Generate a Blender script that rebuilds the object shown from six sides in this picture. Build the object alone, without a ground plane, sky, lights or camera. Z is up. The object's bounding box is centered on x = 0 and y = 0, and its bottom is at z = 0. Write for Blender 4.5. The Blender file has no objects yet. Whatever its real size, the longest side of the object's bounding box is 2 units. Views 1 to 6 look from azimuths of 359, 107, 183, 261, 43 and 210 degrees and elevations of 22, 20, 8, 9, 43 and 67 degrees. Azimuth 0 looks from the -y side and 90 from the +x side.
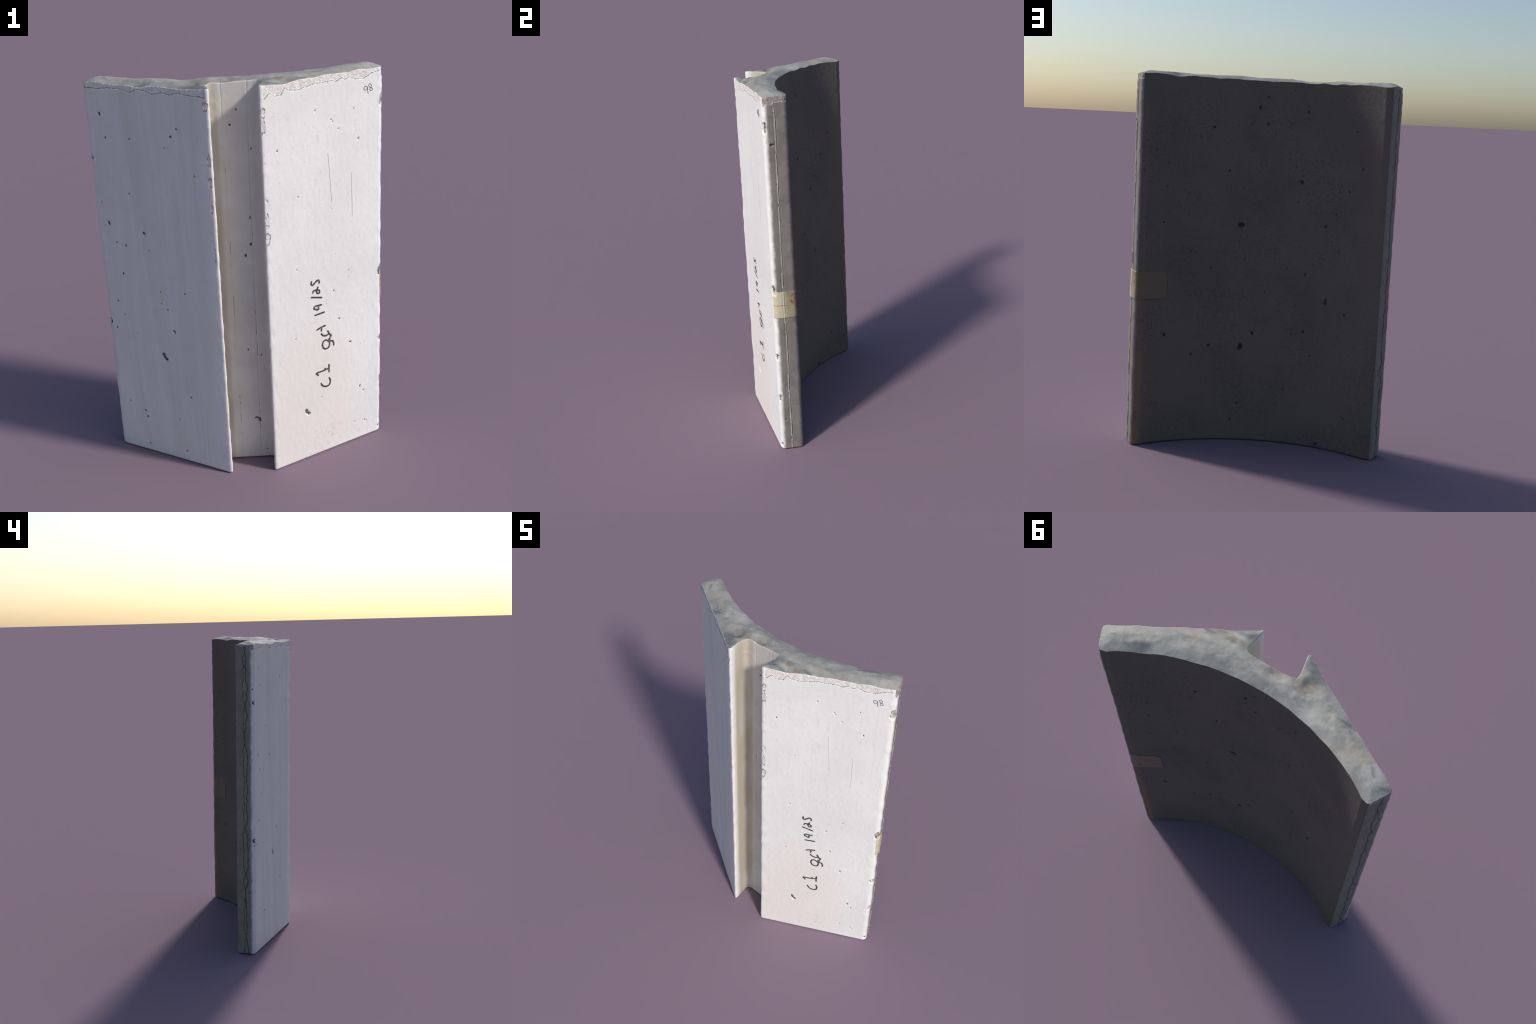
# A tall cast-concrete panel: two angled wings joined by a recessed channel,
# concave cylindrical back, raw broken top, air-bubble pits, pen marks, tape.
import bpy, math
import numpy as np
from mathutils import Vector
from mathutils.geometry import delaunay_2d_cdt

RNG = np.random.default_rng(7)
LEAN = -0.0188            # the whole piece leans towards -y, metres per metre
BACK_Y, BACK_R = 0.046, 1.08
LEAN_X, SHIFT_X = -0.0065, 0.004   # and a little towards -x

# ------------------------------------------------------------------ helpers
def hash2(ix, iy, seed):
    h = (ix.astype(np.int64) * 374761393 + iy.astype(np.int64) * 668265263 + seed * 974634777) & 0xffffffff
    h = ((h ^ (h >> 13)) * 1274126177) & 0xffffffff
    return ((h ^ (h >> 16)) & 0xffff) / 32767.5 - 1.0

def noise2(x, y, seed=0):
    x = np.asarray(x, float); y = np.asarray(y, float)
    ix, iy = np.floor(x), np.floor(y)
    fx, fy = x - ix, y - iy
    fx = fx * fx * (3 - 2 * fx); fy = fy * fy * (3 - 2 * fy)
    a = hash2(ix, iy, seed); b = hash2(ix + 1, iy, seed)
    c = hash2(ix, iy + 1, seed); d = hash2(ix + 1, iy + 1, seed)
    return (a * (1 - fx) + b * fx) * (1 - fy) + (c * (1 - fx) + d * fx) * fy

def fbm(x, y, seed=0, octaves=3):
    t, amp = 0.0, 1.0
    for o in range(octaves):
        t = t + amp * noise2(np.asarray(x) * 2 ** o, np.asarray(y) * 2 ** o, seed + 11 * o)
        amp *= 0.5
    return t

def smooth(a, b, t):
    t = np.clip((t - a) / (b - a), 0, 1)
    return t * t * (3 - 2 * t)

# ------------------------------------------------------------------ profile
# corners of the right half of the cross-section: (x, y, fillet radius)
HALF = [(0.0, -0.0715, 0), (0.130, -0.0715, 0.034), (0.103, -0.209, 0.0135),
        (0.704, 0.1325, 0.034), (0.648, 0.242, 0.026)]

# the left half is cast a touch steeper, its tip reaches further forward
HALF_L = [(0.0, -0.0715, 0), (0.129, -0.0715, 0.034), (0.103, -0.2135, 0.0135),
          (0.703, 0.1385, 0.034), (0.648, 0.243, 0.026)]

def back_y(x):
    return BACK_Y + BACK_R - math.sqrt(BACK_R ** 2 - x * x)

def rounded_profile():
    right = list(HALF)
    arc = [(x, back_y(x), 0.0 if abs(x) < 0.59 else 0.01) for x in np.linspace(0.605, -0.605, 61)]
    left = [(-x, y, r) for x, y, r in reversed(HALF_L)][:-1]
    pts = right + arc + left
    out = []
    n = len(pts)
    for i, (x, y, r) in enumerate(pts):
        p = np.array([x, y])
        if r == 0:
            out.append(p); continue
        a = np.array(pts[i - 1][:2]); b = np.array(pts[(i + 1) % n][:2])
        da = (a - p) / np.linalg.norm(a - p); db = (b - p) / np.linalg.norm(b - p)
        ang = math.acos(np.clip(da @ db, -1, 1))
        t = r / math.tan(ang / 2)
        t = min(t, 0.49 * np.linalg.norm(a - p), 0.9 * np.linalg.norm(b - p))
        for k in np.linspace(0, 1, 13):
            out.append((1 - k) ** 2 * (p + da * t) + 2 * k * (1 - k) * p + k * k * (p + db * t))
    return np.array(out)

def resample(poly, step):
    q = np.vstack([poly, poly[:1]])
    d = np.r_[0, np.cumsum(np.linalg.norm(np.diff(q, axis=0), axis=1))]
    n = int(d[-1] / step)
    s = np.linspace(0, d[-1], n, endpoint=False)
    return np.c_[np.interp(s, d, q[:, 0]), np.interp(s, d, q[:, 1])], s, d[-1]

PROF, S, PERIM = resample(rounded_profile(), 0.0026)
N = len(PROF)
tan = np.roll(PROF, -1, 0) - np.roll(PROF, 1, 0)
tan /= np.linalg.norm(tan, axis=1)[:, None]
for _ in range(2):
    tan = (np.roll(tan, 1, 0) + 2 * tan + np.roll(tan, -1, 0)); tan /= np.linalg.norm(tan, axis=1)[:, None]
NRM = np.c_[tan[:, 1], -tan[:, 0]]           # outward (profile runs counter-clockwise)
PX, PY = PROF[:, 0], PROF[:, 1]

# region of every profile sample
FRONT_DIR = np.array([0.494, -0.869])
turn = np.abs(NRM - np.roll(NRM, 1, 0)).sum(1) + np.abs(NRM - np.roll(NRM, -1, 0)).sum(1)
REGION = np.full(N, 'channel', dtype=object)
for i in range(N):
    x, y = PX[i], PY[i]
    if NRM[i, 1] > 0.6 and abs(x) < 0.64: REGION[i] = 'back'
    elif abs(x) > 0.125 and y > -0.215 and NRM[i, 1] < -0.62 and NRM[i, 0] * x > 0: REGION[i] = 'front_r' if x > 0 else 'front_l'
    elif abs(x) > 0.6: REGION[i] = 'end_r' if x > 0 else 'end_l'

def s_at(region, x):
    idx = np.where(REGION == region)[0]
    return S[idx[np.argmin(np.abs(PX[idx] - x))]]

def s_end(side, t):
    """arc position on an end face, t = 0 front corner .. 1 back corner"""
    idx = np.where(REGION == ('end_r' if side > 0 else 'end_l'))[0]
    y = 0.118 + t * (0.236 - 0.118)
    return S[idx[np.argmin(np.abs(PY[idx] - y))]]

# ------------------------------------------------------------------ top surface
HOLLOWS = [  # x, y(top frame), sx, sy, height
    (-0.030, -0.083, 0.036, 0.018, -0.020), (-0.190, -0.120, 0.055, 0.040, -0.026),
    (-0.105, -0.090, 0.020, 0.030, 0.004), (0.170, -0.165, 0.060, 0.022, -0.012),
    (0.300, -0.095, 0.060, 0.014, -0.010), (0.190, -0.070, 0.080, 0.030, 0.006),
    (-0.620, 0.110, 0.060, 0.050, 0.006), (0.620, 0.120, 0.060, 0.050, 0.002),
    (-0.230, -0.020, 0.060, 0.045, -0.017), (-0.400, -0.060, 0.120, 0.02, -0.006),
    (0.00, -0.03, 0.10, 0.03, 0.002),
]
def top_base(x, y):
    z = 1.989 + 0.010 * np.asarray(x) + 0 * y
    for cx, cy, sx, sy, h in HOLLOWS:
        z = z + h * np.exp(-((x - cx) / sx) ** 2 - ((y - cy) / sy) ** 2)
    z = z + 0.0035 * fbm(x * 9, y * 14, 3, 3)
    return z

TOP_XY = np.c_[PX, PY + LEAN * 1.97]
EDGE_DROP = 0.014 + 0.004 * noise2(S * 18, 0 * S, 21)
EDGE_DROP = np.where(REGION == 'back', EDGE_DROP + 0.002, EDGE_DROP)
EDGE_DROP = np.where(REGION == 'channel', 0.008, EDGE_DROP)
k = np.hanning(25); k /= k.sum()
EDGE_DROP = np.convolve(np.r_[EDGE_DROP[-12:], EDGE_DROP, EDGE_DROP[:12]], k, 'valid')
Z_EDGE = top_base(TOP_XY[:, 0], TOP_XY[:, 1]) - EDGE_DROP
R_TOP = np.where(REGION == 'back', 0.004, 0.006) + 0.0025 * noise2(S * 30, 0 * S, 5)
R_TOP = np.convolve(np.r_[R_TOP[-12:], R_TOP, R_TOP[:12]], k, 'valid')

# ------------------------------------------------------------------ wall grid
zrows = np.r_[np.arange(0.004, 1.86, 0.0042), np.arange(1.86, 1.9601, 0.0025)] / 1.9601
ROUND = np.radians([12, 28, 45, 62, 78, 90])
M = len(zrows) + len(ROUND) + 1
INSET = np.zeros(M); ZF = np.zeros((M, N))
ZF[0] = 0.0; INSET[0] = 0.004
side_top = Z_EDGE - R_TOP
for j, f in enumerate(zrows): ZF[j + 1] = 0.003 + (side_top - 0.003) * f
inset = np.zeros((M, N)); inset[0] = 0.004
for j, a in enumerate(ROUND):
    ZF[len(zrows) + 1 + j] = side_top + R_TOP * math.sin(a)
    inset[len(zrows) + 1 + j] = R_TOP * (1 - math.cos(a))
SS = np.broadcast_to(S, (M, N))
OUT = -inset                                   # outward offset of every grid vertex
MAT = np.zeros((M, N), np.int8)                # material class at grid vertices

# broad unevenness, stronger along the sharp arrises
soft = fbm(SS * 4, ZF * 2.2, 1, 2) * 0.0012 + noise2(SS * 60, ZF * 40, 9) * 0.00035
arris = np.clip(np.convolve(np.r_[turn[-8:], turn, turn[:8]], np.hanning(17), 'valid') * 1.2, 0, 1)
soft += arris[None] * (fbm(0 * SS, ZF * 22, 31, 3) * 0.0012) * smooth(0, 0.05, ZF)
OUT = OUT + soft * smooth(0.0, 0.02, ZF) * smooth(0.0, 0.04, np.minimum(S, PERIM - S))[None]

# chipped rim below the top of the two front faces: x, lower boundary height
RIM_R = [(0.10, 1.925), (0.136, 1.920), (0.147, 1.934), (0.155, 1.943), (0.176, 1.925), (0.209, 1.927),
         (0.224, 1.953), (0.235, 1.944), (0.279, 1.935), (0.328, 1.944), (0.362, 1.952), (0.404, 1.949),
         (0.443, 1.952), (0.462, 1.944), (0.482, 1.951), (0.494, 1.959), (0.509, 1.948), (0.533, 1.957),
         (0.565, 1.939), (0.605, 1.938), (0.634, 1.955), (0.70, 1.966)]
RIM_L = [(-0.70, 1.946), (-0.628, 1.943), (-0.582, 1.950), (-0.501, 1.949), (-0.47, 1.935), (-0.439, 1.951),
         (-0.393, 1.949), (-0.362, 1.936), (-0.323, 1.947), (-0.285, 1.938), (-0.254, 1.950), (-0.186, 1.942),
         (-0.10, 1.937)]
def rim_height(i_region, x):
    tab = RIM_R if i_region == 'front_r' else RIM_L
    return np.interp(x, [p[0] for p in tab], [p[1] for p in tab])

rim = np.full(N, 9.0)
for i in range(N):
    if REGION[i] in ('front_r', 'front_l'): rim[i] = rim_height(REGION[i], PX[i])
    elif REGION[i] in ('end_r', 'end_l'): rim[i] = 1.958 + 0.008 * noise2(S[i] * 45, 0, 4) - 0.022 * smooth(.19, .165, PY[i]) * smooth(.115, .135, PY[i])
rim = rim + 0.0018 * fbm(S * 90, 0 * S, 6, 2)
below = ZF - rim[None]
in_rim = (below > 0)
OUT = OUT - np.where(in_rim, 0.0028 * smooth(0, 0.006, below) + 0.0010 * (noise2(SS * 150, ZF * 150, 8) + 1), 0)
OUT = OUT - 0.0022 * np.exp(-(below / 0.0022) ** 2)
MAT[in_rim] = 1
MAT[in_rim & np.isin(REGION, ['end_r', 'end_l'])[None]] = 9
MAT[(np.abs(below) < 0.0028)] = 2

# pits: (face, x or t, height, half width, half height, depth)
PITS = [('front_r', x, z, r, r * 1.15, r * 0.9) for x, z, r in [
    (0.528, .598, .006), (.582, .318, .0055), (.599, .286, .005), (.608, .099, .0045), (.575, 1.659, .0055),
    (.439, 1.774, .0045), (.363, 1.829, .0045), (.182, 1.676, .0045), (.476, 1.725, .0045), (.442, .912, .0045),
    (.466, .752, .005), (.271, 1.439, .004), (.255, 1.076, .004), (.520, 1.003, .0035), (.241, .712, .004),
    (.366, .334, .004), (.690, .027, .006), (.552, 1.808, .004), (.446, 1.763, .0035), (.62, .09, .0035), (.55, .11, .004)]]
PITS += [('front_r', .286, .283, .010, .012, .006), ('front_r', .296, .266, .010, .010, .007), ('front_r', .413, .653, .011, .011, .003), ('front_r', .421, .672, .006, .010, .003)]
PITS += [('front_l', x, z, r, r * 1.2, r) for x, z, r in [
    (-.628, 1.825, .0075), (-.295, 1.748, .0065), (-.264, 1.787, .005), (-.491, 1.718, .005), (-.611, 1.714, .0055),
    (-.327, 1.693, .004), (-.197, 1.576, .0045), (-.640, 1.282, .009), (-.610, 1.185, .0055), (-.563, 1.176, .0055),
    (-.464, 1.255, .008), (-.447, 1.170, .0045), (-.520, 1.447, .0055), (-.592, 1.023, .0055), (-.638, .862, .0055),
    (-.657, .711, .005), (-.354, .753, .0075), (-.380, .867, .0055), (-.551, .700, .0045), (-.409, .957, .005),
    (-.284, .976, .0045), (-.631, .282, .0055), (-.549, .245, .006), (-.540, .211, .006), (-.297, .393, .0055),
    (-.344, .058, .005), (-.367, .244, .0045), (-.543, .046, .005), (-.667, 1.385, .0045), (-.607, .793, .0045),
    (-.409, .898, .004)]]
PITS += [('front_l', -.419, .606, .010, .016, .008), ('front_l', -.409, .586, .009, .013, .010)]
PITS += [('back', x, z, r, r * 1.2, r * .8) for x, z, r in [
    (.05, 1.835, .008), (.008, 1.889, .006), (-.21, 1.821, .008), (-.195, 1.447, .010),
    (-.336, 1.219, .009), (-.241, .953, .008), (.033, .608, .009), (.264, .533, .009), (.497, .599, .009),
    (.356, .484, .007), (-.244, .636, .008), (-.461, .759, .007), (.002, 1.748, .007), (.564, 1.591, .005),
    (.504, 1.524, .005), (.196, 1.49, .007), (.284, 1.72, .007), (-.448, 1.414, .007), (-.512, 1.536, .006),
    (-.473, 1.728, .005), (-.39, 1.29, .006), (-.181, 1.34, .005), (.619, 1.483, .006), (.374, 1.056, .005),
    (.27, .963, .005), (-.025, .841, .005), (-.139, .978, .005), (-.197, .779, .004), (-.291, .508, .005),
    (.099, .209, .007), (.133, .113, .007), (-.345, .018, .010), (-.149, .305, .006), (-.488, .192, .006),
    (.507, 1.401, .005), (.585, 1.422, .005), (.521, 1.208, .005)]]
PITS += [('back', .119, 1.201, .016, .014, .008), ('back', .128, 1.206, .010, .010, .008), ('back', -.357, .815, .008, .017, .007),
         ('back', .096, .528, .013, .022, .010)]
PITS += [('channel', x, z, r, r * 1.2, r) for x, z, r in [
    (-.023, 1.784, .0055), (.009, 1.855, .005), (.067, 1.669, .005), (.046, 1.336, .005), (.043, 1.2, .006),
    (.019, 1.144, .007), (.006, .638, .005), (.069, .602, .005), (.079, .044, .005)]]
PITS += [('channel', .035, .238, .013, .008, .006), ('channel', .048, .225, .006, .012, .006)]
# bubbles broken open along the outer corners and on the end faces (t across the end face)
PITS += [('end_r', t, z, a, b, d) for t, z, a, b, d in [
    (0.10, 1.822, .018, .024, .020), (0.42, 1.739, .010, .007, .010), (0.10, .950, .019, .024, .018),
    (0.12, .566, .014, .018, .014), (0.15, .319, .013, .018, .014), (.36, .187, .005, .005, .005), (0.05, .03, .010, .010, .006)]]
PITS += [('end_l', t, z, a, b, d) for t, z, a, b, d in [
    (0.12, 1.611, .0105, .014, .012), (0.20, 1.695, .006, .006, .005), (0.12, .742, .0118, .017, .012), (0.85, .412, .006, .006, .005),
    (0.40, .406, .005, .006, .005), (0.08, 0.711, .006, .006, .005)]]
# shallow spalls along the sharp inner arrises of the wings
SPALLS = [(sd, z, a, b) for sd, z, a, b in [(-1, 1.655, .009, .026), (-1, 1.555, .008, .022), (-1, 1.43, .006, .02), (-1, 1.90, .012, .02),
          (1, 1.36, .011, .03), (1, 1.27, .012, .03), (1, 1.45, .007, .012), (1, 1.80, .010, .035), (1, 1.86, .012, .02), (-1, 1.2, .006, .03)]]
for sd, z, a, b in SPALLS:
    s0 = s_at('front_r' if sd > 0 else 'front_l', sd * .127) - sd * .004
    ds = (SS - s0 + PERIM / 2) % PERIM - PERIM / 2
    th = np.arctan2((ZF - z) / b, ds / a)
    rr = np.sqrt((ds / a) ** 2 + ((ZF - z) / b) ** 2) / (1 + .15 * np.sin(3 * th + z * 40) + .1 * np.sin(5 * th))
    OUT = OUT - .002 * smooth(1.05, .8, rr)
    MAT[rr < 1] = 1
    MAT[(rr > .82) & (rr < 1.12)] = 2
for face, x, z, a, b, d in PITS:
    s0 = s_end(1 if face == 'end_r' else -1, x) if face.startswith('end') else s_at(face, x)
    i0 = int(round(s0 / PERIM * N)); w = int(2.4 * a / 0.0026) + 3
    ii = np.arange(i0 - w, i0 + w + 1) % N
    col = ZF[:, i0 % N]; j0, j1 = np.searchsorted(col, [z - 2.4 * b, z + 2.4 * b])
    ds = (S[ii] - s0 + PERIM / 2) % PERIM - PERIM / 2
    dz = ZF[j0:j1][:, ii] - z
    th = np.arctan2(dz / b, ds[None] / a)
    wob = 1 + 0.16 * np.sin(2 * th + z * 37) + 0.10 * np.sin(3 * th + x * 91) + 0.07 * np.sin(5 * th + z * 53)
    rr = np.sqrt((ds[None] / a) ** 2 + (dz / b) ** 2) / wob
    big_corner = face.startswith('end') and a > .012
    bowl = np.where(rr < 1.12, np.sqrt(np.clip(1 - (rr / 1.12) ** (4 if big_corner else 2), 0, 1)), 0)
    sub = OUT[j0:j1]; sub[:, ii] -= d * bowl
    lim = 0.35 if big_corner else 0.97
    m = MAT[j0:j1]; t = m[:, ii]; t[(rr < lim) & (not big_corner)] = 3; 
    if big_corner:
        t[(rr < 1.0)] = 7
        t[(rr > 0.30) & (rr < 1.05) & (th > 1.3)] = 3
        t[(rr > 0.72) & (rr < 1.05) & (th < -1.9)] = 3
    m[:, ii] = t

# parting line down the middle of each end face: a thin wavy fin
def fin(side, t0, amp, height, width):
    s0 = s_end(side, t0)
    zz = ZF
    wav = 0.003 * noise2(zz * 5, 0 * zz, 41 + side) + amp * noise2(zz * 28, 0 * zz, 43 + side)
    wd = width * (1 + 0.9 * noise2(zz * 17, 0 * zz, 47 + side) + 0.4 * noise2(zz * 60, 0 * zz, 48))
    d = np.abs(((SS - s0 + PERIM / 2) % PERIM - PERIM / 2) - wav)
    return d, np.maximum(wd, 0.0012)
d, wd = fin(1, 0.56, 0.0012, .0, .0022)
gate = smooth(0.0, .02, ZF) * (ZF < 1.955)
OUT = OUT + gate * (0.0030 * np.exp(-(d / 0.0024) ** 2) - 0.0016 * np.exp(-((d - 0.0055) / 0.0025) ** 2))
MAT[(d < .0028) & (ZF < 1.955)] = 7
MAT[(d > .0028) & (d < .0062) & (ZF < 1.955) & (noise2(ZF * 14, SS * 0, 5) > -0.45)] = 8
d, wd = fin(-1, 0.60, 0.0022, .0, .0075)
OUT = OUT + gate * (0.0026 * smooth(1.3, 0.7, d / wd) - 0.0030 * np.exp(-((d - wd * 1.25) / 0.0026) ** 2))
MAT[(np.abs(d - wd * 1.2) < .0030) & (ZF < 1.955)] = 8

# hairline joints on the channel floor
for x0, dx, seed in [(-0.0535, 0.004, 3), (0.053, -0.007, 4)]:
    xl = x0 + dx * (1 - ZF / 1.0) + 0.0012 * noise2(ZF * 20, 0 * ZF, seed)
    dd = np.abs(PX[None] - xl)
    on = (REGION == 'channel')[None] & (PY > -0.08)[None]
    OUT = OUT - np.where(on, 0.0022 * np.exp(-(dd / 0.0018) ** 2), 0)
    MAT[on & (dd < 0.0016) & (noise2(ZF * 7, 0 * ZF, seed + 9) + (1.1 - ZF) * 0.7 > -0.1) & (MAT == 0)] = 4

GX = PX[None] + NRM[None, :, 0] * OUT + LEAN_X * ZF + SHIFT_X
GY = PY[None] + NRM[None, :, 1] * OUT + LEAN * ZF
VERTS = np.stack([GX, GY, ZF], -1).reshape(-1, 3)

# ------------------------------------------------------------------ caps
def cap(ring_xy, step, zfun, flip):
    lo, hi = ring_xy.min(0), ring_xy.max(0)
    gx, gy = np.meshgrid(np.arange(lo[0], hi[0], step), np.arange(lo[1], hi[1], step))
    gx = gx + (np.arange(gx.shape[0]) % 2)[:, None] * step * .5
    g = np.c_[gx.ravel(), gy.ravel()]
    dist = np.full(len(g), 9.0); R = ring_xy[::2]
    for c in range(0, len(g), 2000):
        b = g[c:c + 2000]
        dist[c:c + 2000] = np.sqrt(((b[:, None] - R[None]) ** 2).sum(-1)).min(1)
    keep = dist > step * .75
    g = g[keep]
    pts = [Vector(p) for p in ring_xy] + [Vector(p) for p in g]
    n = len(ring_xy)
    vo, eo, fo, ovi, oei, ofi = delaunay_2d_cdt(pts, [], [list(range(n))], 1, 1e-7)
    return np.array([tuple(v) for v in vo]), fo, ovi, n

def top_z(x, y, dist, edge_z):
    return None

top_ring = VERTS.reshape(M, N, 3)[-1]
tv, tf, tsrc, n_ring = cap(top_ring[:, :2], 0.0045, None, False)
is_ring = np.array([len(o) > 0 and min(o) < n_ring for o in tsrc])
ring_id = np.array([min(o) if len(o) else -1 for o in tsrc])
tz = np.zeros(len(tv))
R = top_ring
inner = ~is_ring
nd = np.full(len(tv), 0.0); nz = np.zeros(len(tv))
idx = np.where(inner)[0]
for c in range(0, len(idx), 1500):
    q = tv[idx[c:c + 1500]]
    d2 = ((q[:, None] - R[None, ::2, :2]) ** 2).sum(-1)
    w = 1 / (d2 + 1e-6) ** 2
    nd[idx[c:c + 1500]] = np.sqrt(d2.min(1))
    nz[idx[c:c + 1500]] = (w * R[None, ::2, 2]).sum(1) / w.sum(1)
blend = smooth(-0.01, 0.050, nd) * smooth(0, 0.006, nd)
tz = nz * (1 - blend) + top_base(tv[:, 0], tv[:, 1]) * blend + 0.0012 * fbm(tv[:, 0] * 40, tv[:, 1] * 40, 17, 2) * blend
tz = np.minimum(tz, 1.9995)

bot_ring = VERTS.reshape(M, N, 3)[0]
bv, bf, bsrc, _ = cap(bot_ring[:, :2], 0.02, None, True)

# ------------------------------------------------------------------ assemble
all_v = [VERTS]; nv = len(VERTS)
tmap = np.zeros(len(tv), int); extra = []
for i in range(len(tv)):
    if is_ring[i]: tmap[i] = (M - 1) * N + ring_id[i]
    else: tmap[i] = nv + len(extra); extra.append((tv[i, 0], tv[i, 1], tz[i]))
all_v.append(np.array(extra)); nv += len(extra)
bmap = np.zeros(len(bv), int); extra = []
for i in range(len(bv)):
    o = [k for k in bsrc[i] if k < N]
    if o: bmap[i] = min(o)
    else: bmap[i] = nv + len(extra); extra.append((bv[i, 0], bv[i, 1], 0.0015))
if extra: all_v.append(np.array(extra))
V = np.vstack(all_v)

jj, ii = np.meshgrid(np.arange(M - 1), np.arange(N), indexing='ij')
i2 = (ii + 1) % N
quads = np.stack([jj * N + ii, jj * N + i2, (jj + 1) * N + i2, (jj + 1) * N + ii], -1).reshape(-1, 4)
MC = np.maximum.reduce([MAT[:-1], MAT[1:]])
qm = np.maximum(MAT[:-1], np.roll(MAT[:-1], -1, 1))
# a quad takes a special class when two opposite corners share it
a, b, c, d4 = MAT[:-1], np.roll(MAT[:-1], -1, 1), np.roll(MAT[1:], -1, 1), MAT[1:]
qm = np.where((a == c), a, np.where(b == d4, b, 0)).reshape(-1)
# the broken top continues over the rounded rim
rowidx = jj.reshape(-1)
qm = np.where(rowidx >= len(zrows) + 3, 5, qm)
qx = PX[ii.reshape(-1)]
qback = (REGION == 'back')[ii.reshape(-1)]
tris_t = np.array([[tmap[k] for k in f] for f in tf if len(f) == 3])
tris_b = np.array([[bmap[k] for k in f] for f in bf if len(f) == 3])
def orient(t, up):
    p = V[t]; nz_ = np.cross(p[:, 1] - p[:, 0], p[:, 2] - p[:, 0])[:, 2]
    w = (nz_ > 0) != up
    t[w] = t[w][:, ::-1]; return t
tris_t = orient(tris_t, True); tris_b = orient(tris_b, False)

# vertex normals of the whole body
def vertex_normals():
    nrm = np.zeros_like(V)
    for f in (quads, tris_t, tris_b):
        p = V[f]
        fn = np.cross(p[:, 2] - p[:, 0], p[:, 3] - p[:, 1]) if f.shape[1] == 4 else np.cross(p[:, 1] - p[:, 0], p[:, 2] - p[:, 0])
        for c_ in range(f.shape[1]):
            for ax in range(3):
                nrm[:, ax] += np.bincount(f[:, c_], fn[:, ax], len(V))
    return nrm / np.maximum(np.linalg.norm(nrm, axis=1), 1e-12)[:, None]
VN = vertex_normals()

# ------------------------------------------------------------------ materials
def new_mat(name):
    m = bpy.data.materials.new(name); m.use_nodes = True
    nt = m.node_tree; nt.nodes.clear()
    out = nt.nodes.new('ShaderNodeOutputMaterial'); bs = nt.nodes.new('ShaderNodeBsdfPrincipled')
    nt.links.new(bs.outputs[0], out.inputs[0])
    return m, nt, bs

class G:
    """small node-graph builder"""
    def __init__(s, nt): s.nt = nt; s.co = nt.nodes.new('ShaderNodeTexCoord').outputs['Object']
    def link(s, a, b):
        if hasattr(a, 'is_output') or isinstance(a, bpy.types.NodeSocket): s.nt.links.new(a, b)
        else: b.default_value = a
    def scale(s, v, sc):
        n = s.nt.nodes.new('ShaderNodeMapping'); s.link(v, n.inputs[0]); n.inputs['Scale'].default_value = sc; return n.outputs[0]
    def noise(s, sc=5, detail=3, rough=.55, vec=None, dist=0):
        n = s.nt.nodes.new('ShaderNodeTexNoise'); s.link(vec or s.co, n.inputs['Vector'])
        n.inputs['Scale'].default_value = sc; n.inputs['Detail'].default_value = detail
        n.inputs['Roughness'].default_value = rough; n.inputs['Distortion'].default_value = dist; return n.outputs[0]
    def voronoi(s, sc, vec=None):
        n = s.nt.nodes.new('ShaderNodeTexVoronoi'); s.link(vec or s.co, n.inputs['Vector']); n.inputs['Scale'].default_value = sc
        return n.outputs['Distance'], n.outputs['Color']
    def ramp(s, f, lo, hi, a=0., b=1.):
        n = s.nt.nodes.new('ShaderNodeMapRange'); n.interpolation_type = 'SMOOTHSTEP'; s.link(f, n.inputs[0])
        n.inputs[1].default_value = lo; n.inputs[2].default_value = hi; n.inputs[3].default_value = a; n.inputs[4].default_value = b
        return n.outputs[0]
    def math(s, op, a, b=0.):
        n = s.nt.nodes.new('ShaderNodeMath'); n.operation = op; s.link(a, n.inputs[0]); s.link(b, n.inputs[1]); return n.outputs[0]
    def mix(s, f, a, b, mode='MIX'):
        n = s.nt.nodes.new('ShaderNodeMix'); n.data_type = 'RGBA'; n.blend_type = mode
        s.link(f, n.inputs[0]); 
        for v, k_ in ((a, 6), (b, 7)):
            if isinstance(v, tuple): n.inputs[k_].default_value = (*v, 1)
            else: s.link(v, n.inputs[k_])
        return n.outputs[2]
    def xyz(s):
        n = s.nt.nodes.new('ShaderNodeSeparateXYZ'); s.link(s.co, n.inputs[0]); return n.outputs
    def bump(s, h, strength, dist, bs):
        n = s.nt.nodes.new('ShaderNodeBump'); n.inputs['Strength'].default_value = strength; n.inputs['Distance'].default_value = dist
        s.link(h, n.inputs['Height']); s.nt.links.new(n.outputs[0], bs.inputs['Normal'])
    def blob(s, x, y, z, rx, ry, rz):
        """soft mask around a place on the object"""
        X = s.xyz()
        t = None
        for o, c, r in ((X[0], x, rx), (X[1], y, ry), (X[2], z, rz)):
            q = s.math('POWER', s.math('DIVIDE', s.math('SUBTRACT', o, c), r), 2.)
            t = q if t is None else s.math('ADD', t, q)
        return s.ramp(t, 0.15, 1.0, 1., 0.)

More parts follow.
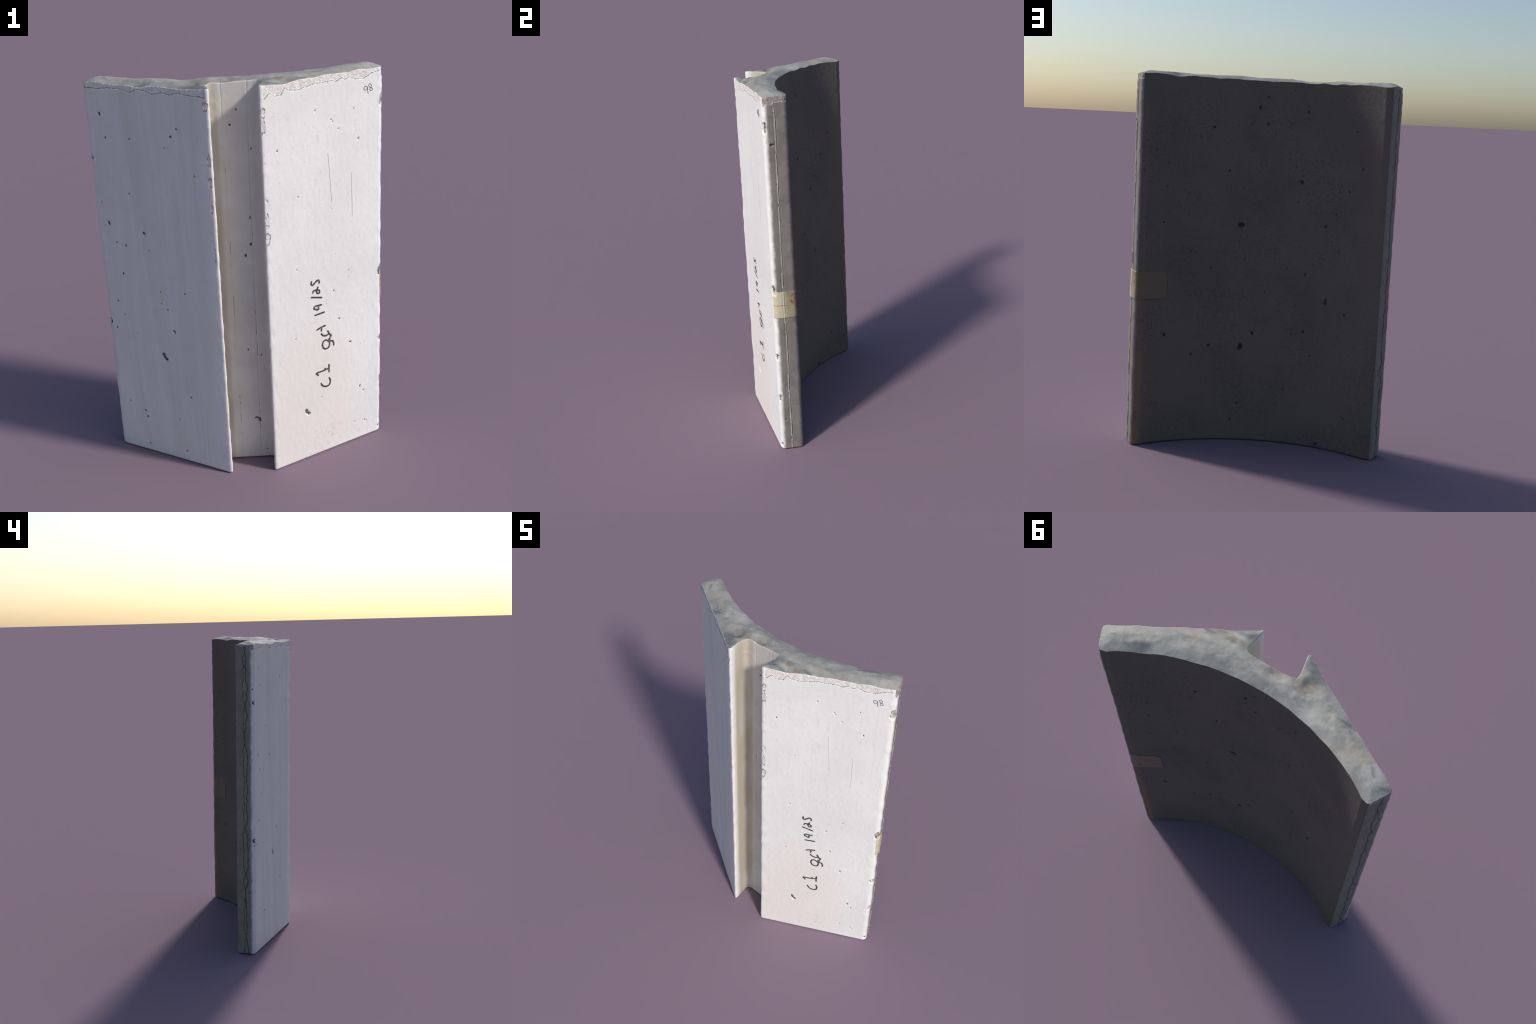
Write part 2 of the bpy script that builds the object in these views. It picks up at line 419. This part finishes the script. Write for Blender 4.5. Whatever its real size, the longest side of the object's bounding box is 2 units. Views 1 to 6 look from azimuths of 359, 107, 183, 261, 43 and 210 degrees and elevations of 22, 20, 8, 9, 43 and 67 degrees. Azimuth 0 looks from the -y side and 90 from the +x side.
def plaster(name, base, tint, speck=1.0, dark=0.45):
    m, nt, bs = new_mat(name); g = G(nt)
    c = g.mix(g.ramp(g.noise(2.6, 4), .38, .66), base, tint)
    # vertical casting streaks
    st = g.noise(1.0, 4, .6, g.scale(g.co, (70, 70, 1.3)))
    c = g.mix(g.ramp(st, .52, .80, 0, .22), c, tuple(v * .72 for v in base))
    # cloudy stains
    c = g.mix(g.ramp(g.noise(9, 5, .6), .56, .80, 0, .22), c, tuple(v * k_ for v, k_ in zip(base, (.72, .70, .66))))
    # soft smudges
    c = g.mix(g.ramp(g.noise(28, 3, .5, g.scale(g.co, (1, 1, .6))), .60, .76, 0, .30), c, tuple(v * k_ for v, k_ in zip(base, (.74, .75, .75))))
    # fine pores
    for sc, r, amt in ((60, .10, .75), (130, .15, .5), (260, .2, .3)):
        dd, col = g.voronoi(sc)
        n = nt.nodes.new('ShaderNodeSeparateColor'); g.link(col, n.inputs[0])
        rare = g.ramp(n.outputs[0], .80, .84)
        msk = g.math('MULTIPLY', g.ramp(dd, r * .5, r * 1.6, 1., 0.), g.math('MULTIPLY', rare, amt * speck))
        c = g.mix(msk, c, tuple(v * dark * .5 for v in base))
    return m, nt, bs, g, c

FACE = (0.785, 0.775, 0.768)
m_face, nt, bs, g, c = plaster('cast_plaster', FACE, (0.735, 0.735, 0.73))
c = g.mix(g.math('MULTIPLY', g.blob(.30, -.08, .25, .35, .35, .65), .55), c, (0.74, 0.66, 0.63))
c = g.mix(g.math('MULTIPLY', g.blob(.40, -.04, .09, .12, .2, .10), g.ramp(g.noise(55, 3), .48, .75, 0, .45)), c, (0.46, 0.41, 0.37))
c = g.mix(g.math('MULTIPLY', g.blob(.63, .19, .45, .02, .06, .7), g.ramp(g.noise(9, 3), .35, .65, .1, .6)), c, (0.42, 0.28, 0.14))
# darker tan-grey colour on the outer ends (ragged border behind the front arris)
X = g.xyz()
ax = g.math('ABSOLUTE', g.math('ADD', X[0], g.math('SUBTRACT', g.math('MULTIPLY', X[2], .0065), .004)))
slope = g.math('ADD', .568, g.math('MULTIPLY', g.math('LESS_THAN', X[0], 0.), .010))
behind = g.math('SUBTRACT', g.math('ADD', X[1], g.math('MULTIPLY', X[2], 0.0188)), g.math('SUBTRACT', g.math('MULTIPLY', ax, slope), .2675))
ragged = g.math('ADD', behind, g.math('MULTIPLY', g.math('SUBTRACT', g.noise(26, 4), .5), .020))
end_tan = g.math('MULTIPLY', g.ramp(ragged, .006, .034), g.ramp(ax, .50, .56))
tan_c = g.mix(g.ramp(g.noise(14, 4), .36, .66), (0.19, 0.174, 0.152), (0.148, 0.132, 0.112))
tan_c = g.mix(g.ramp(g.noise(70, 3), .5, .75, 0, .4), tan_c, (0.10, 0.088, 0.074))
c = g.mix(g.math('MULTIPLY', end_tan, .95), c, tan_c)
# channel colour dulled to cream for its occlusion and warm bounce light
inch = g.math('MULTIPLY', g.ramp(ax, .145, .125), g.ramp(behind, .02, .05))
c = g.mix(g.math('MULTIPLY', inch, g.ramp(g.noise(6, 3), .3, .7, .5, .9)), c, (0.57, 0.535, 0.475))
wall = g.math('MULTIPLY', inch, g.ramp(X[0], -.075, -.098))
c = g.mix(g.math('MULTIPLY', wall, g.ramp(g.noise(12, 3, .5, g.scale(g.co, (1, 1, .25))), .3, .65, .45, .9)), c, (0.44, 0.385, 0.30))  # left wall tinted deeper tan, reflected light baked into the colour
# brownish streaks washed down the left wing
lw = g.math('MULTIPLY', g.ramp(X[0], -.12, -.2), g.ramp(behind, .012, .004))
c = g.mix(g.math('MULTIPLY', lw, g.ramp(g.noise(1.0, 4, .6, g.scale(g.co, (11, 11, .8)), 1.2), .30, .72, .25, .62)), c, (0.61, 0.57, 0.52))
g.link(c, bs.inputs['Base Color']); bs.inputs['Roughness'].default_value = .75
g.bump(g.math('ADD', g.noise(90, 4), g.math('MULTIPLY', g.noise(400, 2), .4)), .25, .002, bs)

m_rim, nt, bs, g = *new_mat('chipped_rim'), None
g = G(nt)
c = g.mix(g.ramp(g.noise(60, 4), .35, .7), (0.78, 0.75, 0.73), (0.60, 0.57, 0.55))
dd, col = g.voronoi(170)
c = g.mix(g.ramp(dd, .08, .25, .5, 0.), c, (0.35, .32, .30))
g.link(c, bs.inputs['Base Color']); bs.inputs['Roughness'].default_value = .85
g.bump(g.noise(160, 4), .6, .004, bs)

def plain(name, a, b, sc=80, rough=.85):
    m, nt, bs = new_mat(name); g = G(nt)
    g.link(g.mix(g.ramp(g.noise(sc, 3), .35, .65), a, b), bs.inputs['Base Color']); bs.inputs['Roughness'].default_value = rough
    return m
m_crack = plain('rim_crack', (0.22, 0.215, 0.21), (0.36, 0.35, 0.34))
m_pit = plain('pit_painted_shadow', (0.07, 0.066, 0.06), (0.14, 0.13, 0.12))
m_joint = plain('dirty_joint', (0.22, 0.21, 0.20), (0.36, 0.34, 0.31))

m_top, nt, bs = new_mat('raw_broken_concrete'); g = G(nt)
c = g.mix(g.ramp(g.noise(7, 4, .6, None, .6), .36, .64), (0.355, 0.35, 0.322), (0.265, 0.26, 0.238))
c = g.mix(g.ramp(g.noise(16, 4, .6, None, 1.0), .52, .74, 0, .75), c, (0.17, 0.178, 0.17))
c = g.mix(g.ramp(g.noise(5.0, 3, .5), .55, .72, 0, .5), c, (0.36, 0.30, 0.245))
for p in ((-.03, -.085, 1.97, .07, .04, .2), (-.17, -.10, 1.97, .07, .05, .2), (.22, -.13, 1.97, .14, .025, .2)):
    c = g.mix(g.math('MULTIPLY', g.blob(*p), g.ramp(g.noise(24, 3), .35, .65, .1, .75)), c, (0.20, 0.16, 0.125))
# bluish-grey shading coloured into the sloping flange tips and nearby front edges
for p in ((.165, -.195, 1.96, .075, .035, .2), (-.165, -.195, 1.96, .05, .035, .2), (-.21, -.16, 1.96, .05, .03, .2), (.30, -.115, 1.96, .05, .012, .2), (-.45, -.05, 1.96, .12, .012, .2)):
    c = g.mix(g.math('MULTIPLY', g.blob(*p), g.ramp(g.noise(18, 3), .25, .6, .35, .9)), c, (0.145, 0.155, 0.155))
g.link(c, bs.inputs['Base Color']); bs.inputs['Roughness'].default_value = .8
g.bump(g.noise(60, 4), .35, .004, bs)

m_back, nt, bs, g, c = plaster('rough_dark_back', (0.124, 0.106, 0.089), (0.102, 0.089, 0.076), 1.8, .3)
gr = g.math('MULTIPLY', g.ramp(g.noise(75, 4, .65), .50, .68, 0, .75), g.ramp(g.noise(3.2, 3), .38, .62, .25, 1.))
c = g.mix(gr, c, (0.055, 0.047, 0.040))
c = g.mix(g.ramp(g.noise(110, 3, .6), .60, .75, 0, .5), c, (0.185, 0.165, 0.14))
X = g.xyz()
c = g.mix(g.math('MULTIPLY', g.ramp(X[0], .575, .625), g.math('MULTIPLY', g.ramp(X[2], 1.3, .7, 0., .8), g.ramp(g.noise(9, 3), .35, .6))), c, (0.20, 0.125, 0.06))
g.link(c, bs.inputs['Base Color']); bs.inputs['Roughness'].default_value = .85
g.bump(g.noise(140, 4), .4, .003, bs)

m_fresh = plain('fresh_break', (0.56, 0.54, 0.50), (0.44, 0.42, 0.38), 90)
m_gap = plain('dark_parting_gap', (0.06, 0.055, 0.05), (0.12, 0.11, 0.10), 60)
m_hole = plain('back_pit_painted_shadow', (0.022, 0.020, 0.018), (0.04, 0.036, 0.032), 60)
m_grub = plain('grubby_break', (0.33, 0.295, 0.255), (0.21, 0.185, 0.165), 70)
SLOTS = [m_face, m_rim, m_crack, m_pit, m_joint, m_top, m_back, m_fresh, m_gap, m_grub, m_hole]

# ------------------------------------------------------------------ objects
thing = bpy.data.objects.new('concrete_panel', None)
bpy.context.scene.collection.objects.link(thing)
thing['label'] = 'tall pale cast concrete panel with channel and two angled wings'
thing['category'] = 'building panel'

def add_part(name, qsel, tsel, bsel):
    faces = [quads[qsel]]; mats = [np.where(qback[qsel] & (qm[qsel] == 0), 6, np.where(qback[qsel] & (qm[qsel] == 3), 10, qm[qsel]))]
    tri = np.vstack([tris_t[tsel], tris_b[bsel]])
    tm = np.r_[np.full(tsel.sum(), 5), np.full(bsel.sum(), 0)]
    loops = np.r_[faces[0].ravel(), tri.ravel()]
    used, inv = np.unique(loops, return_inverse=True)
    nq, ntri = len(faces[0]), len(tri)
    me = bpy.data.meshes.new(name)
    me.vertices.add(len(used)); me.vertices.foreach_set('co', V[used].astype(np.float32).ravel())
    me.loops.add(len(loops)); me.loops.foreach_set('vertex_index', inv.astype(np.int32))
    me.polygons.add(nq + ntri)
    starts = np.r_[np.arange(nq) * 4, nq * 4 + np.arange(ntri) * 3]
    me.polygons.foreach_set('loop_start', starts.astype(np.int32))
    me.polygons.foreach_set('loop_total', np.r_[np.full(nq, 4), np.full(ntri, 3)].astype(np.int32))
    for s_ in SLOTS: me.materials.append(s_)
    me.polygons.foreach_set('material_index', np.r_[mats[0], tm].astype(np.int32))
    me.polygons.foreach_set('use_smooth', np.ones(nq + ntri, bool))
    me.update(calc_edges=True); me.validate()
    me.normals_split_custom_set_from_vertices([tuple(x) for x in VN[used]])
    ob = bpy.data.objects.new(name, me); bpy.context.scene.collection.objects.link(ob); ob.parent = thing
    return ob

SPLIT = 0.128
cx_t = V[tris_t].mean(1)[:, 0]; cx_b = V[tris_b].mean(1)[:, 0]
in_l = (qx < -SPLIT) | ((qx < 0) & (REGION != 'back')[ii.reshape(-1)] & (PY < -0.10)[ii.reshape(-1)])
in_r = (qx > SPLIT) | ((qx > 0) & (REGION != 'back')[ii.reshape(-1)] & (PY < -0.10)[ii.reshape(-1)])
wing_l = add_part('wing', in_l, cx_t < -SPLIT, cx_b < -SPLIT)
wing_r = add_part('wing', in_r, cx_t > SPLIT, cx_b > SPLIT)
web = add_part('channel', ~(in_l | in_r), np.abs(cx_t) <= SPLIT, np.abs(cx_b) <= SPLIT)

# ------------------------------------------------------------------ pen marks on the right wing
m_ink = plain('black_marker_ink', (0.03, 0.03, 0.034), (0.085, 0.083, 0.088), 120, .6)
m_pen = plain('blue_pen_ink', (0.07, 0.07, 0.14), (0.14, 0.14, 0.22), 200, .6)
FA = np.array([0.139, -0.189]); FD = np.array([0.5, 0.284]); FD = FD / np.linalg.norm(FD)
FN = np.array([FD[1], -FD[0]])
fi = np.where(REGION == 'front_r')[0]
def on_face(x, z, lift):
    i = fi[np.argmin(np.abs(PX[fi] - x))]
    j = int(np.argmin(np.abs(ZF[:, i] - z)))
    o = OUT[j, i] + lift
    x = x + 0.0
    return Vector((x + NRM[i, 0] * o + LEAN_X * z + SHIFT_X, np.interp(x, PX[fi], PY[fi]) + NRM[i, 1] * o + LEAN * z, z))

def catmull(p, n=7):
    p = [np.array(q, float) for q in p]
    if len(p) < 3: return [p[0] + (p[1] - p[0]) * t for t in np.linspace(0, 1, 8)]
    P = [2 * p[0] - p[1]] + p + [2 * p[-1] - p[-2]]
    out = []
    for i in range(1, len(P) - 2):
        for t in np.linspace(0, 1, n, endpoint=False):
            a, b, c_, d_ = P[i - 1:i + 3]
            out.append(.5 * (2 * b + (c_ - a) * t + (2 * a - 5 * b + 4 * c_ - d_) * t * t + (3 * b - a - 3 * c_ + d_) * t ** 3))
    return out + [p[-1]]

def write(name, strokes, width, mat, parent):
    """flat ribbon of ink, about half a millimetre thick, following each stroke"""
    vs, fs = [], []
    for st in strokes:
        c2 = catmull(st); n = len(c2); base = len(vs)
        for i, p in enumerate(c2):
            d_ = c2[min(i + 1, n - 1)] - c2[max(i - 1, 0)]
            d_ = np.array([d_[0] * 1.15, d_[1]]); d_ /= np.linalg.norm(d_) + 1e-9
            end = min(i, n - 1 - i)
            w = width * (.72 if end == 0 else 1.0) * (1 + .10 * math.sin(i * .9 + st[0][1] * 50))
            for sgn, lift in ((-1, .0004), (-.8, .0012), (.8, .0012), (1, .0004)):
                q = p + np.array([-d_[1] / 1.15, d_[0]]) * w * sgn
                vs.append(on_face(q[0], q[1], lift))
            if i:
                for k_ in range(3):
                    o = base + (i - 1) * 4 + k_
                    fs.append((o, o + 1, o + 5, o + 4))
    me = bpy.data.meshes.new(name); me.from_pydata(vs, [], fs); me.materials.append(mat); me.update()
    ob = bpy.data.objects.new(name, me); bpy.context.scene.collection.objects.link(ob); ob.parent = parent
    return ob

MARKS = [
    [[(.408, .437), (.415, .413), (.409, .393), (.393, .389), (.377, .396), (.367, .410), (.363, .419)]],
    [[(.352, .466), (.346, .475), (.341, .484), (.365, .485), (.391, .487), (.408, .490)], [(.409, .514), (.409, .464)], [(.387, .499), (.389, .488)]],
    [[(.394, .657), (.381, .651), (.376, .634), (.381, .615), (.392, .606), (.408, .609), (.414, .626), (.411, .641), (.394, .657)],
     [(.414, .641), (.429, .639), (.436, .624), (.435, .610)]],
    [[(.402, .704), (.410, .694), (.405, .682), (.388, .681), (.375, .691), (.370, .701)], [(.409, .691), (.421, .672), (.425, .664)]],
    [[(.346, .726), (.373, .735), (.395, .737)], [(.373, .730), (.371, .711)]],
    [[(.337, .810), (.391, .813)]],
    [[(.378, .857), (.339, .859)], [(.339, .859), (.336, .847), (.345, .841), (.358, .836), (.359, .852)]],
    [[(.321, .913), (.379, .895)]],
    [[(.330, .932), (.336, .943), (.347, .944), (.357, .943), (.366, .935), (.365, .925), (.358, .924), (.352, .930), (.351, .943), (.356, .952), (.359, .960)]],
    [[(.327, .998), (.324, .986), (.328, .977), (.335, .977), (.347, .988), (.359, .994), (.366, .983), (.362, .975)]],
]
for st in MARKS: write('handwritten_letter', st, .0047, m_ink, wing_r)
for st in [[[(.620, 1.895), (.614, 1.900), (.605, 1.898), (.603, 1.888), (.610, 1.881), (.618, 1.886), (.620, 1.895), (.622, 1.878), (.624, 1.863)]],
           [[(.630, 1.908), (.626, 1.901), (.632, 1.893), (.643, 1.886), (.645, 1.878), (.637, 1.876), (.632, 1.883), (.639, 1.892), (.640, 1.901), (.634, 1.908), (.630, 1.908)]]]:
    write('handwritten_letter', st, .0014, m_pen, wing_r)
# pencil scratches
m_scratch = plain('pencil_scratch', (0.50, 0.495, 0.49), (0.64, 0.63, 0.62), 150)
for st in ([(.42, 1.62), (.425, 1.56), (.43, 1.48), (.436, 1.38)], [(.538, 1.50), (.540, 1.40), (.541, 1.28)]):
    write('scratch', [st], .0007, m_scratch, wing_r)

# ------------------------------------------------------------------ adhesive tape round the right end
m_tape, nt, bs = new_mat('yellowed_tape'); g = G(nt)
c = g.mix(g.ramp(g.noise(18, 3), .4, .65), (0.33, 0.29, 0.18), (0.27, 0.235, 0.145))
X = g.xyz()
c = g.mix(g.ramp(X[0], .668, .685, 0., .8), c, (0.62, 0.57, 0.42))
c = g.mix(g.ramp(X[0], .655, .630), c, (0.118, 0.094, 0.062))   # the dark back shows through the thin film
c = g.mix(g.math('MULTIPLY', g.blob(.652, .20, .90, .015, .03, .05), g.ramp(g.noise(60, 2), .5, .6)), c, (0.30, 0.09, 0.06))
g.link(c, bs.inputs['Base Color']); bs.inputs['Roughness'].default_value = .35
def wrap_strip(name, s0, s1, z0, z1, lift, mat, rag=0.0):
    ids = [i for i in range(N) if s0 <= S[i] <= s1]
    zs = np.linspace(z0, z1, max(2, int((z1 - z0) / .003) + 1))
    vs, fs = [], []
    n = len(ids)
    for jz, z in enumerate(zs):
        cut = int(n * (1 - rag * noise2(jz * .12, 0, 3) ** 2 - rag * max(0, (z - z1 + .025) / .025)))
        for kx, i in enumerate(ids):
            j = int(np.argmin(np.abs(ZF[:, i] - z)))
            o = min(OUT[j, i], .001) * (1.0 if OUT[j, i] > -0.004 else .35) + lift
            vs.append((PX[i] + NRM[i, 0] * o + LEAN_X * z + SHIFT_X, PY[i] + NRM[i, 1] * o + LEAN * z, z))
            if jz and kx and kx < cut: 
                a_ = jz * n + kx
                fs.append((a_ - n - 1, a_ - n, a_, a_ - 1))
    me = bpy.data.meshes.new(name); me.from_pydata(vs, [], fs); me.materials.append(mat)
    for p in me.polygons: p.use_smooth = True
    me.update()
    ob = bpy.data.objects.new(name, me); bpy.context.scene.collection.objects.link(ob); ob.parent = wing_r
    md = ob.modifiers.new('thickness', 'SOLIDIFY'); md.thickness = .0012; md.offset = 0
    return ob
s_front = s_end(1, .0); s_back = s_at('back', .49)
wrap_strip('adhesive_tape', s_front, s_back, .797, .947, .0014, m_tape, .05)
m_thread = plain('red_tape_line', (0.42, 0.20, 0.10), (0.50, 0.27, 0.14))
wrap_strip('tape_line', s_front, s_end(1, .75), .8695, .8725, .0022, m_thread)
